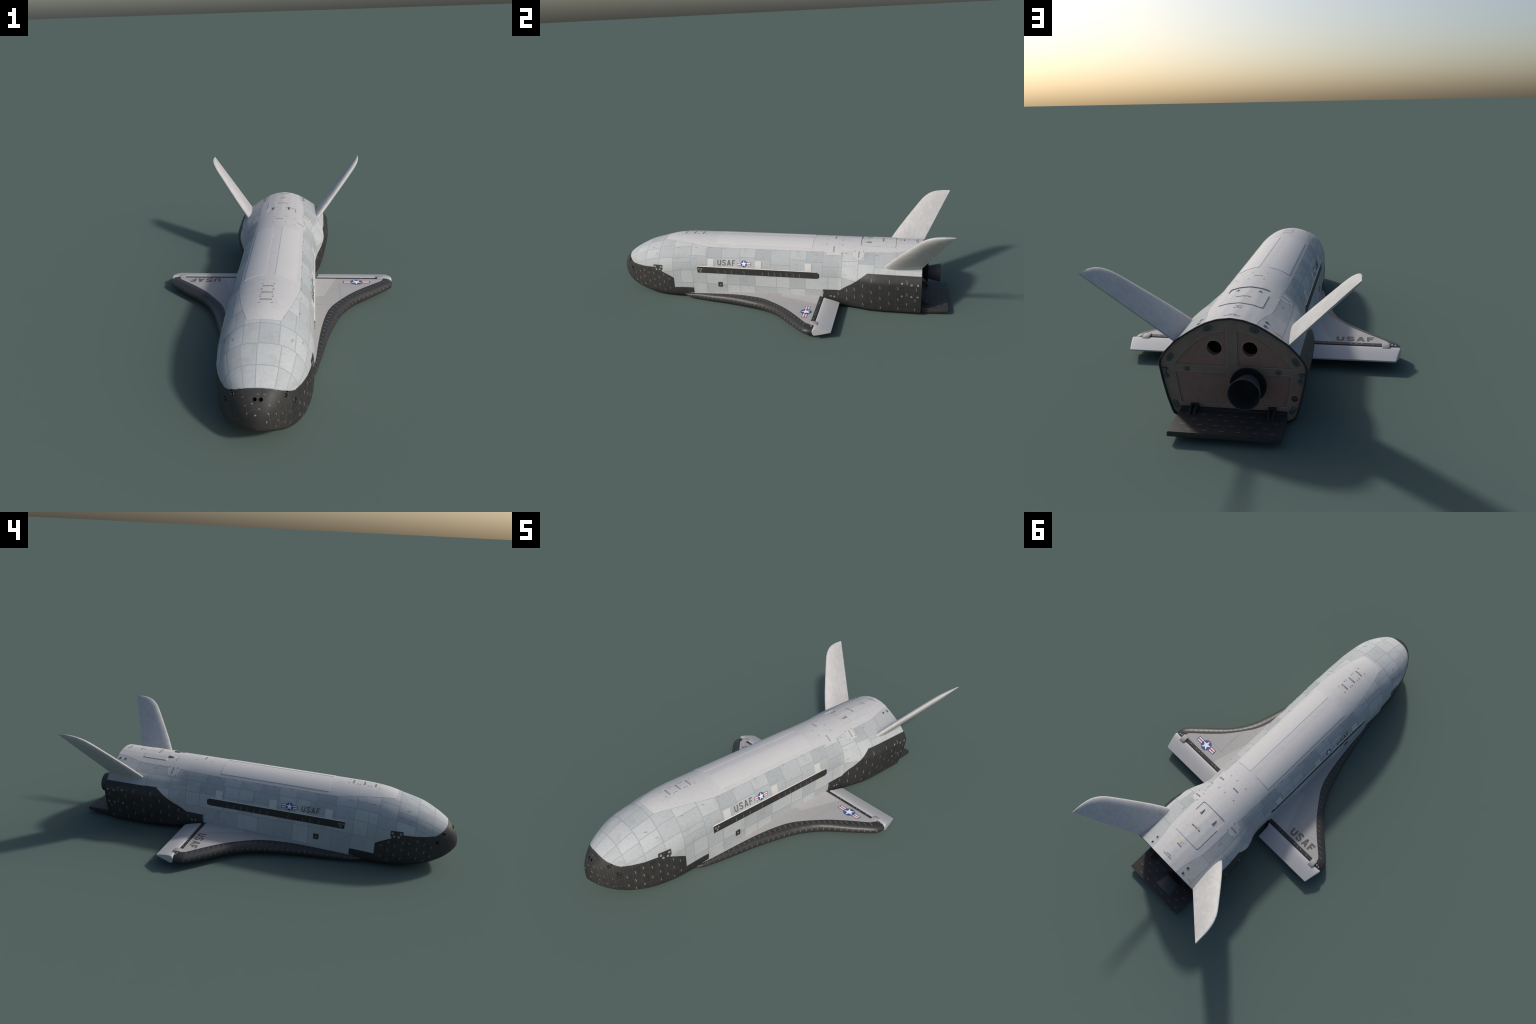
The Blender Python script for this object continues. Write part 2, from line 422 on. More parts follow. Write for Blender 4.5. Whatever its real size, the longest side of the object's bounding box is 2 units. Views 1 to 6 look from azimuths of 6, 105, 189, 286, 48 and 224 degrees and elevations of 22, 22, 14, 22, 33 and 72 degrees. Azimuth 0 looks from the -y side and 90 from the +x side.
for i in range(15):
    y0, y1 = B_COL_M[i], B_COL_M[i + 1]
    blanket(-1, y0, y1, 58, 76.5 if y0 < .6 else 79, 'LLMDLLDLLDLMDMM'[i])
    if y0 < .6: blanket(-1, y0, y1, 76.5, 101.2, 'MLMMLMLMLLLMLMM'[i])
for i in range(11):
    blanket(-1, D_COL_M[i], D_COL_M[i + 1], 101.2, 133, 'MDMLDMLMDMMM'[i])
NOSE_COL = [-.945, -.873, -.793, -.702, -.609, -.493]
for j in range(5):
    y0, y1 = NOSE_COL[j], NOSE_COL[j + 1]
    off = [5, 5, 4, 4, 4][j]
    rows = {0: [-off, 25.5, 45, 80], 1: [-off, 25, 44.5, 64, 84], 2: [-off, 21, 42, 63, 84], 3: [-off, 20, 40, 64, 92, 108], 4: [20, 44, 66, 75, 90.5]}[j]
    sp = ['LMMM', 'LLMM', 'MLLM', 'MMMLM', 'LMMM'][j]
    for k in range(len(rows) - 1): blanket(1, y0, y1, rows[k], rows[k + 1], sp[k % len(sp)])
    rows = {0: [off, 24, 46, 80], 1: [off, 26, 46, 64, 84], 2: [off, 24, 44, 60, 84], 3: [off, 24, 36, 60, 79, 112], 4: [20, 45, 58]}[j]
    sp = ['MMDM', 'MDMM', 'MMDL', 'LDMDM', 'LMLM'][j]
    y1 = -.498 if j == 4 else y1
    for k in range(len(rows) - 1): blanket(-1, y0, y1, rows[k], rows[k + 1], sp[k % len(sp)])

# ---- thruster ports: where the nose tiles are bored ----
def port_ring(y, th, rad, n=20, h=0.0):
    P = Vector(body(np.array([y]), np.array([th]))[0]); N = Vector(body_n(np.array([y]), np.array([th]))[0]).normalized()
    T = N.orthogonal().normalized(); B = N.cross(T)
    return [P + T * rad * math.cos(2 * math.pi * i / n) + B * rad * math.sin(2 * math.pi * i / n) + N * h for i in range(n)]
PORTS = []
for sx in (1, -1):
    PORTS.append((-.9685, float(top_theta(np.array([sx * .0098]), np.array([-.9685]))[0]), .0062, .012))
    PORTS.append((-.9295, sx * math.atan2(.089, .2 - nose_terms(np.array([-.9295]))[3][0]), .0066, .007))
    PORTS.append((-.9025, sx * math.atan2(.115, .161 - nose_terms(np.array([-.9025]))[3][0]), .0095, .009))
PORT_CUTS = []
for y, th, r, dp in PORTS:
    PORT_CUTS.append([(p.y, math.atan2(p.x, p.z - float(nose_terms(np.array([p.y]))[3][0]))) for p in port_ring(y, th, r)])

# ---- black heat shield tiles ----
def shield_tile(side, y0, y1, t0, t1, zn, gap=.0008):
    lo, hi = sorted((R(t0) * side, R(t1) * side))
    kp = [[(u, v * side) for u, v in zn]]
    if t0 < 0: kp += [[(u, -v * side) for u, v in zn]]
    return patch('heat_shield_tile', body, body_n, ystations(y0, y1), span(lo, hi, R(4.5)), [TILE, TILE_SEAM], FUSE, gap=gap, depth=.0006, keep=kp, drop=[c for c in PORT_CUTS if y0 - .02 < c[0][0] < y1 + .02 and c[0][1] * side > 0])
rings = [(-1.0, -.9865, 1, 0), (-.9865, -.966, 9, 8), (-.966, -.9435, 12, 3), (-.9435, -.921, 14, 6)]
belly = []
for y0, y1, n, ph in rings:
    for k in range(n):
        t0 = -180 + ph + k * 360. / n; t1 = t0 + 360. / n
        kp = [NOSE_ZONE, [(u, -v) for u, v in NOSE_ZONE], [(u, v - 2 * math.pi) for u, v in NOSE_ZONE], [(u, 2 * math.pi - v) for u, v in NOSE_ZONE]]
        full = lambda y, t: body(y, (np.asarray(t) + math.pi) % (2 * math.pi) - math.pi)
        fulln = lambda y, t: body_n(y, (np.asarray(t) + math.pi) % (2 * math.pi) - math.pi)
        mid = abs((t0 + t1) / 2)
        o = patch('heat_shield_tile', full, fulln, ystations(y0, y1), span(R(t0), R(t1), R(6)), [TILE, TILE_SEAM], FUSE, gap=.0008, depth=.0005, keep=kp, drop=[c for c in PORT_CUTS if y0 - .02 < c[0][0] < y1 + .02])
        if mid > 135: belly.append(o)
for side in (1, -1):
    cols = [-.921, -.887, -.853, -.819, -.785, -.750, -.716, -.683, -.650, -.609]
    for i in range(9):
        br = [50, 74, 90.6, 107.2, 123.5, 140] if i % 2 == 0 else [50, 82.5, 99, 115.5, 131, 150]
        for a, b in zip(br, br[1:]): shield_tile(side, cols[i], cols[i + 1], a, b, NOSE_ZONE)
        belly.append(shield_tile(side, cols[i], cols[i + 1], br[-1], 180, NOSE_ZONE))
    for i in range(3):
        y0 = -.609 + .041 * i
        shield_tile(side, y0, y0 + .041, 121, 138, NOSE_ZONE)
        belly.append(shield_tile(side, y0, y0 + .041, 138, 180, NOSE_ZONE))
    cols = [.302, .333, .381, .430, .476, .523, .573, .621, .667, .715, .763, .810, .848]
    for i in range(12):
        br = [60, 86, 103, 118, 132, 150] if i % 2 else [60, 94, 110, 124, 142]
        for a, b in zip(br, br[1:]): shield_tile(side, cols[i], cols[i + 1], a, b, AFT_ZONE)
        belly.append(shield_tile(side, cols[i], cols[i + 1], br[-1], 180, AFT_ZONE))
    for i in range(16):
        y0 = -.486 + i * .788 / 16
        for a, b in ((133, 150), (150, 180)):
            lo, hi = sorted((R(a) * side, R(b) * side))
            belly.append(patch('belly_tile', body, body_n, span(y0, y0 + .788 / 16, .03), span(lo, hi, R(5)), [TILE, TILE_SEAM], FUSE, gap=.0006, depth=.0006))
join_objects(belly, 'belly_tile', FUSE)

# ---- raised covers on the back: bay doors, hatch, cover plates ----
for side in (1, -1):
    kp = []
    # door edges follow constant x lines
    ys = np.array(span(-.347, .233, .02)); ti = np.abs(top_theta(np.full(len(ys), .0205), ys)); to = np.abs(top_theta(np.full(len(ys), .1055), ys))
    lo, hi = sorted((ti.mean() * side, to.mean() * side))
    patch('bay_door', body, body_n, span(-.347, .233, .03), span(lo, hi, R(3)), [DOOR, DOOR], FUSE, lift=.0013, thick=.0018)
patch('equipment_hatch', body, body_n, span(.5634, .70, .015), span(R(-26.6), R(26.6), R(3)), [SKIN, SKIN], FUSE, lift=.0024, thick=.0030,
      keep=[zone([(.55, -30), (.55, 30), (.693, 30), (.693, 26.6), (.698, 25.6), (.70, 24), (.70, -24), (.698, -25.6), (.693, -26.6), (.693, -30)])])
# ------------------------------------------------------------------ thin markings laid on a surface
def ribbon(path, w, closed=False, step=.004):
    """mitred strip along a 2D path -> quads"""
    p = [np.array(q, float) for q in path]; n = len(p); L, Rr = [], []
    for i in range(n):
        a = p[i - 1] if (i > 0 or closed) else None; b = p[(i + 1) % n] if (i < n - 1 or closed) else None
        d1 = (p[i] - a) / np.linalg.norm(p[i] - a) if a is not None else None
        d2 = (b - p[i]) / np.linalg.norm(b - p[i]) if b is not None else None
        d1 = d2 if d1 is None else d1; d2 = d1 if d2 is None else d2
        n1 = np.array([-d1[1], d1[0]]); n2 = np.array([-d2[1], d2[0]]); m = n1 + n2; m /= np.linalg.norm(m)
        m = m / max(.5, m @ n1) * w / 2
        L.append(p[i] + m); Rr.append(p[i] - m)
    quads = []
    for i in range(n if closed else n - 1):
        k = (i + 1) % n; ln = np.linalg.norm(p[k] - p[i]); ns = max(1, int(ln / step))
        for s in range(ns):
            t0, t1 = s / ns, (s + 1) / ns
            quads.append([L[i] * (1 - t0) + L[k] * t0, L[i] * (1 - t1) + L[k] * t1, Rr[i] * (1 - t1) + Rr[k] * t1, Rr[i] * (1 - t0) + Rr[k] * t0])
    return quads

def rect(a0, a1, b0, b1, step=.006):
    na = max(1, int(abs(a1 - a0) / step)); nb = max(1, int(abs(b1 - b0) / step)); q = []
    A = np.linspace(a0, a1, na + 1); B = np.linspace(b0, b1, nb + 1)
    for i in range(na):
        for j in range(nb): q.append([(A[i], B[j]), (A[i + 1], B[j]), (A[i + 1], B[j + 1]), (A[i], B[j + 1])])
    return q

def disc(c, r, n=28, inner=0.0, rings=3):
    q = []
    rr = np.linspace(inner, r, rings + 1)
    for j in range(rings):
        for i in range(n):
            a, b = 2 * math.pi * i / n, 2 * math.pi * (i + 1) / n
            P = lambda rad, t: (c[0] + rad * math.cos(t), c[1] + rad * math.sin(t))
            if rr[j] < 1e-9: q.append([P(0, 0), P(rr[1], a), P(rr[1], b)])
            else: q.append([P(rr[j], a), P(rr[j + 1], a), P(rr[j + 1], b), P(rr[j], b)])
    return q

def star(c, r, up=math.pi / 2):
    q = []
    for i in range(5):
        t = up + i * 2 * math.pi / 5; h = math.pi / 5
        P = lambda rad, a: (c[0] + rad * math.cos(a), c[1] + rad * math.sin(a))
        k = r * .382
        for s in (1, -1):
            m0, m1 = P(k * .5, t + s * h), P(r * .5, t)
            q += [[c, m1, m0], [m0, m1, P(r, t), P(k, t + s * h)]]
    return q

def marking(name, quads, mapf, mat, parent, lift=.0006, kind=None):
    """2D faces mapped by mapf(a, b) -> (points, normals), raised by lift"""
    pts = np.array([p for q in quads for p in q], float)
    P, N = mapf(pts[:, 0], pts[:, 1]); P = P + N * lift
    bm = bmesh.new(); vs = [bm.verts.new(p) for p in P]; i = 0; nrm = N
    for q in quads:
        fc = bm.faces.new(vs[i:i + len(q)]); fc.normal_update()
        if fc.normal.dot(Vector(N[i])) < 0: fc.normal_flip()
        i += len(q)
    me = mesh_from_bm(bm, name, [mat])
    me.normals_split_custom_set([Vector(N[l.vertex_index]) for l in me.loops])
    return link(name, me, parent, kind)

GL = {'U': [[(0, 1), (0, .24), (.07, .09), (.22, 0), (.36, 0), (.51, .09), (.58, .24), (.58, 1)]],
      'S': [[(.58, .78), (.54, .92), (.42, 1), (.17, 1), (.05, .93), (0, .80), (.03, .66), (.14, .56), (.44, .45), (.55, .36), (.58, .22), (.53, .07), (.42, 0), (.16, 0), (.04, .07), (0, .22)]],
      'A': [[(-.02, -.07), (.25, 1), (.33, 1), (.60, -.07)], [(.10, .27), (.48, .27)]],
      'F': [[(0, -.07), (0, 1), (.60, 1)], [(0, .52), (.46, .52)]],
      'N': [[(0, -.07), (0, 1.0), (.58, 0), (.58, 1.07)]], 'T': [[(.29, -.07), (.29, 1)], [(-.04, 1), (.62, 1)]],
      'E': [[(.60, 0), (0, 0), (0, 1), (.60, 1)], [(0, .5), (.48, .5)]], 'R': [[(0, -.07), (0, 1), (.45, 1), (.58, .88), (.58, .64), (.45, .52), (0, .52)], [(.28, .52), (.60, -.07)]],
      'D': [[(0, 0), (0, 1), (.38, 1), (.56, .82), (.56, .18), (.38, 0), (-.05, 0)]], 'O': [[(.04, .5), (.04, .85), (.18, 1), (.42, 1), (.56, .85), (.56, .15), (.42, 0), (.18, 0), (.04, .15), (.04, .55)]],
      'K': [[(0, -.07), (0, 1.07)], [(.58, 1.05), (.02, .45)], [(.2, .62), (.6, -.06)]], 'I': [[(.29, -.07), (.29, 1.07)]],
      'C': [[(.58, .8), (.44, 1), (.16, 1), (0, .84), (0, .16), (.16, 0), (.44, 0), (.58, .2)]], 'P': [[(0, -.07), (0, 1), (.45, 1), (.58, .88), (.58, .62), (.45, .5), (0, .5)]],
      'L': [[(0, 1.07), (0, 0), (.6, 0)]], 'V': [[(-.02, 1.05), (.29, 0), (.6, 1.05)]]}
def lettering(text, a0, a1, b0, b1, weight=.17, gapk=.36, step=.004):
    """block capitals filling a0..a1 (reading direction) by b0 (foot)..b1 (head)"""
    h = (b1 - b0); adv = (a1 - a0) / (len(text) - (gapk / (1 + gapk))) ; cw = adv / (1 + gapk); q = []
    sg = 1 if h > 0 else -1
    for i, ch in enumerate(text):
        if ch not in GL: continue
        for path in GL[ch]:
            w = weight * abs(h)
            pts = []
            for px, py in path:
                bx = a0 + i * adv + math.copysign(w / 2, cw) + (px / .58) * (cw - math.copysign(w, cw))
                by = b0 + sg * (w / 2) + py * (h - sg * w)
                pts.append((bx, by))
            q += ribbon(pts, w, step=step)
    return q

def map_side(side):
    def m(y, z):
        t = side_theta(np.asarray(y), np.asarray(z), side); return body(np.asarray(y), t), body_n(np.asarray(y), t)
    return m
def map_top(x, y):
    x, y = np.asarray(x), np.asarray(y); t = top_theta(x, y); return body(y, t), body_n(y, t)
def map_clock(y, t): return body(np.asarray(y), np.asarray(t)), body_n(np.asarray(y), np.asarray(t))

# hatch strip: two dark edge lines, a step line and two wedge brackets
patch('hatch_strip', body, body_n, span(.50, .563, .008), span(R(-28), R(28), R(2)), [surface_material('hatch_strip_paint', (.48, .473, .472), .75, .03, 45, .2), SKIN], FUSE,
      lift=-.0034, thick=-.0036, keep=[HATCH_STRIP])
for x in (.041, -.0425):
    bm_pts = [(x - .0022, .533), (x + .0022, .533), (x + .0026, .553), (x + .006, .562), (x - .006, .562), (x - .0026, .553)]
    z = lambda px, py: body(np.array([py]), top_theta(np.array([px]), np.array([py])))[0]
    v = [tuple(z(*p) + np.array([0, 0, -.004])) for p in bm_pts] + [tuple(z(*p) + np.array([0, 0, .0012 if p[1] < .55 else .0034])) for p in bm_pts]
    n = 6
    solid('hatch_bracket', v, [tuple(range(n)), tuple(range(n, 2 * n))] + [(i, (i + 1) % n, n + (i + 1) % n, n + i) for i in range(n)], BRACKET, FUSE, .0006)

# ---- long black side rails with a white sill, and their cover plates ----
RAIL_SEAMS = [-.415, -.330, -.288, -.247, -.207, -.170, -.133, -.058, -.022, .014, .049, .085, .123, .158, .194, .258]
for side in (1, -1):
    def rp(y, z, out): 
        th = side_theta(np.array([y]), np.array([z]), side)[0]
        return np.array([side * out, y, z])
    y0, y1 = -.452, .266
    zt, zb = .2155, .1765; XO = .1800
    edges = [y0] + RAIL_SEAMS + [y1]
    for a, b in zip(edges, edges[1:]):
        def railf(y, z): return np.stack([np.full(np.shape(y), side * XO), np.asarray(y), np.asarray(z)], -1)
        def railn(y, z): return np.stack([np.full(np.shape(y), float(side)), np.zeros(np.shape(y)), np.zeros(np.shape(y))], -1)
        patch('rail_tile', railf, railn, [a, b], [zb, zt], [TILE, LEAD_SEAM], FUSE, gap=.0007, depth=.0006)
    # tapered tail of the rail
    solid('rail_tail', [(side * .176, y1, zb - .001), (side * .176, y1, zt), (side * XO, y1, zt - .001), (side * XO, y1, zb),
                        (side * .176, y1 + .017, zb + .004), (side * .176, y1 + .017, zt - .009), (side * .1790, y1 + .016, zt - .010), (side * .1790, y1 + .016, zb + .005)],
          [(0, 1, 2, 3), (4, 5, 6, 7), (0, 1, 5, 4), (1, 2, 6, 5), (2, 3, 7, 6), (3, 0, 4, 7)], TILE, FUSE, .0005)
    # rail core and white sill
    box('rail_core', *sorted((side * .168, side * (XO - .0007))), y0 + .0004, y1, zb + .0004, zt - .0004, TILE, FUSE, 0)
    solid('rail_sill', [(side * .168, y0 - .001, zt), (side * .168, y0 - .001, zt + .0052), (side * (XO - .0002), y0 - .001, zt + .0016), (side * (XO - .0002), y0 - .001, zt),
                        (side * .168, y1, zt), (side * .168, y1, zt + .0052), (side * (XO - .0002), y1, zt + .0016), (side * (XO - .0002), y1, zt)],
          [(0, 1, 2, 3), (4, 5, 6, 7), (0, 1, 5, 4), (1, 2, 6, 5), (2, 3, 7, 6), (3, 0, 4, 7)], WHITE_SILL, FUSE, .0004)
    plates = [(-.386, -.348), (-.096, -.058), (.199, .236)] 
    for a, b in plates:
        th = side_theta(np.array([a, a]), np.array([.2185, .262]), 1)
        lo, hi = sorted((th[0] * side, th[1] * side))
        patch('cover_plate', body, body_n, span(a, b, .01), span(lo, hi, R(3)), [PLATE, PLATE], FUSE, lift=.0016, thick=.0018)
        ym = (a + b) / 2 - .001
        P = body(np.array([ym]), side_theta(np.array([ym]), np.array([.2185]), side))[0]
        solid('plate_lug', [(P[0], ym - .0016, .2165), (P[0], ym + .0016, .2165), (P[0] + side * .005, ym + .0016, .2165), (P[0] + side * .005, ym - .0016, .2165),
                            (P[0] - side * .004, ym - .0012, .229), (P[0] - side * .004, ym + .0012, .229)],
              [(0, 1, 2, 3), (0, 1, 5, 4), (2, 3, 4, 5), (0, 3, 4), (1, 2, 5)], PLATE, FUSE, 0)

# ---- service lettering, insignia and symbols on the body ----
def insignia(c, r, barw, barh, mapf, parent, up, along):
    """star roundel: along = 2D unit of the bars, up = angle of the star's top"""
    ax = np.array(along); ay = np.array([-ax[1], ax[0]])
    def loc(quads): return [[tuple(np.array(c) + ax * p[0] + ay * p[1]) for p in q] for q in quads]
    b = r * .13
    marking('insignia_border', loc(rect(-barw - b, barw + b, -barh - b, barh + b)), mapf, BLUE_INK, parent, .0005)
    marking('insignia_roundel', loc(disc((0, 0), r)), mapf, BLUE_INK, parent, .0008)
    for s in (1, -1):
        a0, a1 = sorted((s * r * .97, s * barw))
        marking('insignia_bar', loc(rect(a0, a1, -barh, barh)), mapf, WHITE_INK, parent, .0010)
        marking('insignia_stripe', loc(rect(a0 + .0003, a1 - .0003, -barh * .36, barh * .36)), mapf, RED_INK, parent, .0013)
    marking('insignia_star', [[tuple(np.array(c) + np.array(p)) for p in q] for q in star((0, 0), r * .95, up)], mapf, WHITE_INK, parent, .0013)

mp = map_side(1); mm = map_side(-1)
marking('service_lettering', lettering('USAF', -.3245, -.2135, .2285, .2615, .165), mp, INK, FUSE)
marking('service_lettering', lettering('USAF', -.227, -.323, .2285, .2585, .165), mm, INK, FUSE)
insignia((-.1625, .2435), .0195, .0395, .0072, mp, FUSE, math.pi / 2, (1, 0))
insignia((-.1635, .2435), .0195, .0395, .0072, mm, FUSE, math.pi / 2, (1, 0))
for side, m in ((1, mp), (-1, mm)):
    marking('vent_patch', rect(-.327, -.2995, .0925, .1235), m, TILE, FUSE, .0012)
    marking('ring_symbol', disc((-.3125, .1065), .0042, 18, .0026, 1), m, RING_INK, FUSE, .0018)
    marking('patch_label', rect(-.3235, -.312, .1175, .120), m, MARK, FUSE, .0018)
    for y, z in ((-.728, .197), (-.719, .181), (-.688, .197), (-.697, .182)):
        marking('ring_symbol', disc((y, z), .0050, 18, .0026, 1), m, RING_INK, FUSE, .0009)
    for y, z in ((.347, .075), (.368, .0725)):
        marking('ring_symbol', disc((y, z), .0046, 18, .0026, 1), m, RING_INK, FUSE, .0009)
    for y, z in ((.746, .207), (.796, .201), (.830, .201), (.746, .128), (.797, .127), (.830, .127)):
        marking('ring_symbol', disc((y, z), .0050, 18, .0030, 1), m, RING_INK, FUSE, .0009)
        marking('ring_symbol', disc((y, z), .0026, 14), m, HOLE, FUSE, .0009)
    def rail_map(y, z): 
        y = np.asarray(y); return np.stack([np.full(len(y), side * .1800), y, np.asarray(z)], -1), np.tile([float(side), 0, 0], (len(y), 1))
    for y, z in ((-.441, .202), (-.425, .202), (-.432, .189)):
        marking('ring_symbol', disc((y, z), .0046, 18, .0026, 1), rail_map, RING_INK, FUSE, .0006)
    qs = []
    for y in (-.322, -.278, -.238, -.162, -.049, -.013, .022, .058, .094, .132, .168):
        qs += rect(y - .001, y + .0022, .181, .194) + rect(y - .002, y + .0002, .192, .203)
    marking('tile_stencil', qs, rail_map, MARK, FUSE, .0006, 'stuff')
    # small serial stencils on the black tiles
    qs = []
    def dash(y, z, h, w): 
        return rect(y - w / 2 + .0008, y + w / 2 + .0008, z - h / 2, z + h * .15) + rect(y - w / 2 - .0006, y + w * .1, z + h * .15, z + h / 2)
    for y, z in ((-.880, .136), (-.879, .088), (-.846, .153), (-.849, .108), (-.85, .062), (-.813, .167), (-.814, .124), (-.815, .074), (-.776, .154), (-.779, .098), (-.745, .155), (-.742, .114), (-.742, .066),
                 (-.709, .131), (-.709, .082), (-.677, .150), (-.677, .104), (-.677, .05), (-.643, .124), (-.643, .065), (-.61, .09)):
        if y < -.615: qs += dash(y + .003, z, .0155, .0042)
    for y, z in ((.306, .095), (.390, .094), (.440, .123), (.441, .071), (.485, .143), (.486, .09), (.533, .174), (.531, .107), (.533, .051), (.580, .213), (.580, .141), (.581, .079), (.628, .177), (.629, .105), (.631, .042),
                 (.678, .212), (.677, .14), (.678, .076), (.725, .177), (.726, .105), (.727, .042), (.772, .213), (.773, .14), (.773, .076), (.822, .175), (.818, .105), (.818, .042)):
        qs += dash(y, z, .021, .0046)
    marking('tile_stencil', qs, m, MARK, FUSE, .0007, 'stuff')
    # faint stencils on the blankets
    qs = []
    for y, z in ((-.465, .315), (-.465, .262), (-.465, .205), (-.38, .318), (-.29, .318), (-.16, .318), (-.07, .318), (.02, .318), (.15, .318), (.15, .252), (.24, .318), (.43, .318), (.43, .262), (.43, .215), (.60, .318), (-.58, .31), (-.72, .27), (-.75, .295), (-.40, .085), (-.10, .082), (.18, .083)):
        w = .011; qs += rect(y - w, y + w, z - .0006, z + .0006, .004) + rect(y - w * .45, y + w * .4, z + .0006, z + .0024, .004)
    marking('blanket_stencil', qs, m, INK_SOFT, FUSE, .0006, 'stuff')

# labels on the back
def corner(x, y, sx, sy, k=.007):
    return [[(x, y), (x + sx * k, y), (x + sx * k * .35, y + sy * k * .35), (x, y + sy * k)]]
qs = []
for yc in (-.567, -.511, -.4555):
    qs += lettering('ANTENNA', .0215, -.0225, yc + .0045, yc - .0045, .2, .3)
    for x, s in ((.0245, -1), (-.0255, 1)): qs += corner(x, yc - .024, s, 1, .0075) + corner(x, yc + .0235, s, -1, .0075)
qs += lettering('ANTENNA', .017, -.017, .361, .353, .2, .3)
for x in (.033, -.033):
    for y, s in ((.313, 1), (.404, -1)): qs += corner(x, y, -1 if x > 0 else 1, s, .0075)
qs += lettering('ANTENNA', .120, .088, .361, .353, .2, .3)
for x, s in ((.072, 1), (.128, -1)):
    for y, t in ((.312, 1), (.404, -1)): qs += corner(x, y, s, t, .0075)
for sx in (1, -1):
    qs += lettering('ANTENNA', sx * (.130 + sx * .016), sx * (.130 - sx * .016), .505, .497, .2, .3)
    for x, s in ((.110, 1), (.150, -1)):
        for y, t in ((.475, 1), (.526, -1)): qs += corner(sx * x, y, sx * s, t, .0075)
qs += lettering('ANTENNA', .0125, -.0165, .748, .741, .2, .3) + disc((-.001, .733), .0024, 12)
marking('back_stencil', qs, map_top, INK, FUSE, .0008)
qs = lettering('SERVICE', .014, -.0135, .814, .808, .22, .3) + lettering('ACCESS PANEL', .0275, -.0275, .824, .8165, .2, .3)
qs += [q for x, y in [(.0565, .777 + .0105 * i) for i in range(7)] + [(-.056, .777 + .0105 * i) for i in range(7)] + [(.044 - .0108 * i, .769) for i in range(9)] for q in disc((x, y), .0011, 8, 0, 1)]
marking('back_stencil', qs, map_top, INK_SOFT, FUSE, .0008)
def hatch_map(x, y):
    P, N = map_top(x, y); return P + N * .0024, N
marking('hatch_lettering', lettering('PROPELLANT TANK', .029, -.026, .633, .6255, .2, .3), hatch_map, INK, FUSE, .0006)
marking('caution_stripe', rect(-.014, .014, .6185, .6225), hatch_map, YELLOW_INK, FUSE, .0006)
marking('caution_stripe', rect(-.016, .013, .7225, .7265) + rect(.151, .168, .825, .828) + rect(-.168, -.139, .8245, .8275), map_top, YELLOW_INK, FUSE, .0008)
for sx in (1, -1):
    for y in (.793, .826):
        marking('thruster_rim', disc((sx * .111, y), .0078, 24, .0036, 2), map_top, FIT, FUSE, .0010)
        marking('thruster_rim', disc((sx * .111, y), .0066, 24, .0048, 1), map_top, RING_INK, FUSE, .0013)
        marking('thruster_port', disc((sx * .111, y), .0040, 18), map_top, HOLE, FUSE, .0014)

# thruster ports in the nose: sunk cups with a thin lip
for y, th, r, dp in PORTS:
    def cup(nm, prof, mat, cap):
        bm = bmesh.new(); rows = [[bm.verts.new(v) for v in port_ring(y, th, a, 24, h)] for a, h in prof]
        for j in range(len(rows) - 1):
            for i in range(24): bm.faces.new((rows[j][i], rows[j][(i + 1) % 24], rows[j + 1][(i + 1) % 24], rows[j + 1][i]))
        if cap: bm.faces.new(rows[-1])
        bmesh.ops.recalc_face_normals(bm, faces=bm.faces)
        me = mesh_from_bm(bm, nm, [mat]); smooth_by_angle(me, 50); link(nm, me, FUSE)
    cup('port_lip', [(r * 1.16, -.0022), (r * 1.12, .0006), (r * 1.04, .0011), (r * .98, .0004), (r * .96, -.002)], LEAD, False)
    cup('thruster_port', [(r * .965, -.0015), (r * .93, -dp * .5), (r * .75, -dp * .85), (r * .4, -dp)], PORT_CUP if dp < .01 else HOLE, True)
# serial stencils round the nose cap
qs = []
for y, t in ((-.957, -30), (-.957, 0), (-.957, 12), (-.955, 42), (-.974, -32), (-.976, -14), (-.974, 28), (-.972, 58), (-.985, -40), (-.985, 5), (-.985, 38), (-.993, -10), (-.992, 60), (-.97, 80), (-.955, 70), (-.95, 95), (-.975, 100), (-.93, 80), (-.93, 105), (-.955, -70), (-.935, -85), (-.97, -80), (-.935, -105)):
    k = .0036 / max(.02, float(np.linalg.norm(body(np.array([y]), np.array([R(t)]))[0][[0, 2]] - np.array([0, .12]))))
    qs += [[(y - .0008, R(t) - k), (y + .0008, R(t) - k), (y + .0008, R(t) + k), (y - .0008, R(t) + k)]]
marking('tile_stencil', qs, map_clock, MARK, FUSE, .0008, 'stuff')

# ------------------------------------------------------------------ rear bulkhead
YC = .848
ths = np.linspace(-math.pi, math.pi, 145)[:-1]
outer = body(np.full(144, YC), ths)
def inset_ring(k):
    c = np.array([0, 0, .17]); d = outer - c; d[:, 1] = 0; L = np.linalg.norm(d, axis=1, keepdims=True)
    q = outer - d / L * k; return q
bm = bmesh.new()
r0 = outer.copy(); r1 = inset_ring(.0012); r1[:, 1] = YC + .0025; r2 = inset_ring(.0058); r2[:, 1] = YC + .0025; r3 = inset_ring(.0062); r3[:, 1] = YC - .009
rows = [[bm.verts.new(p) for p in r] for r in (r0, r1, r2, r3)]
for j in range(3):
    for i in range(144): bm.faces.new((rows[j][i], rows[j][(i + 1) % 144], rows[j + 1][(i + 1) % 144], rows[j + 1][i]))
bmesh.ops.recalc_face_normals(bm, faces=bm.faces)
me = mesh_from_bm(bm, 'dark_rim', [RIM]); smooth_by_angle(me, 35)
CAP = None
bm = bmesh.new(); yb = YC - .005
fr = inset_ring(.0060); fr[:, 1] = yb
bk = fr.copy(); bk[:, 1] = yb - .014
va = [bm.verts.new(p) for p in fr]; vb = [bm.verts.new(p) for p in bk]
bm.faces.new(va); bm.faces.new(vb)
for i in range(144): bm.faces.new((va[i], va[(i + 1) % 144], vb[(i + 1) % 144], vb[i]))
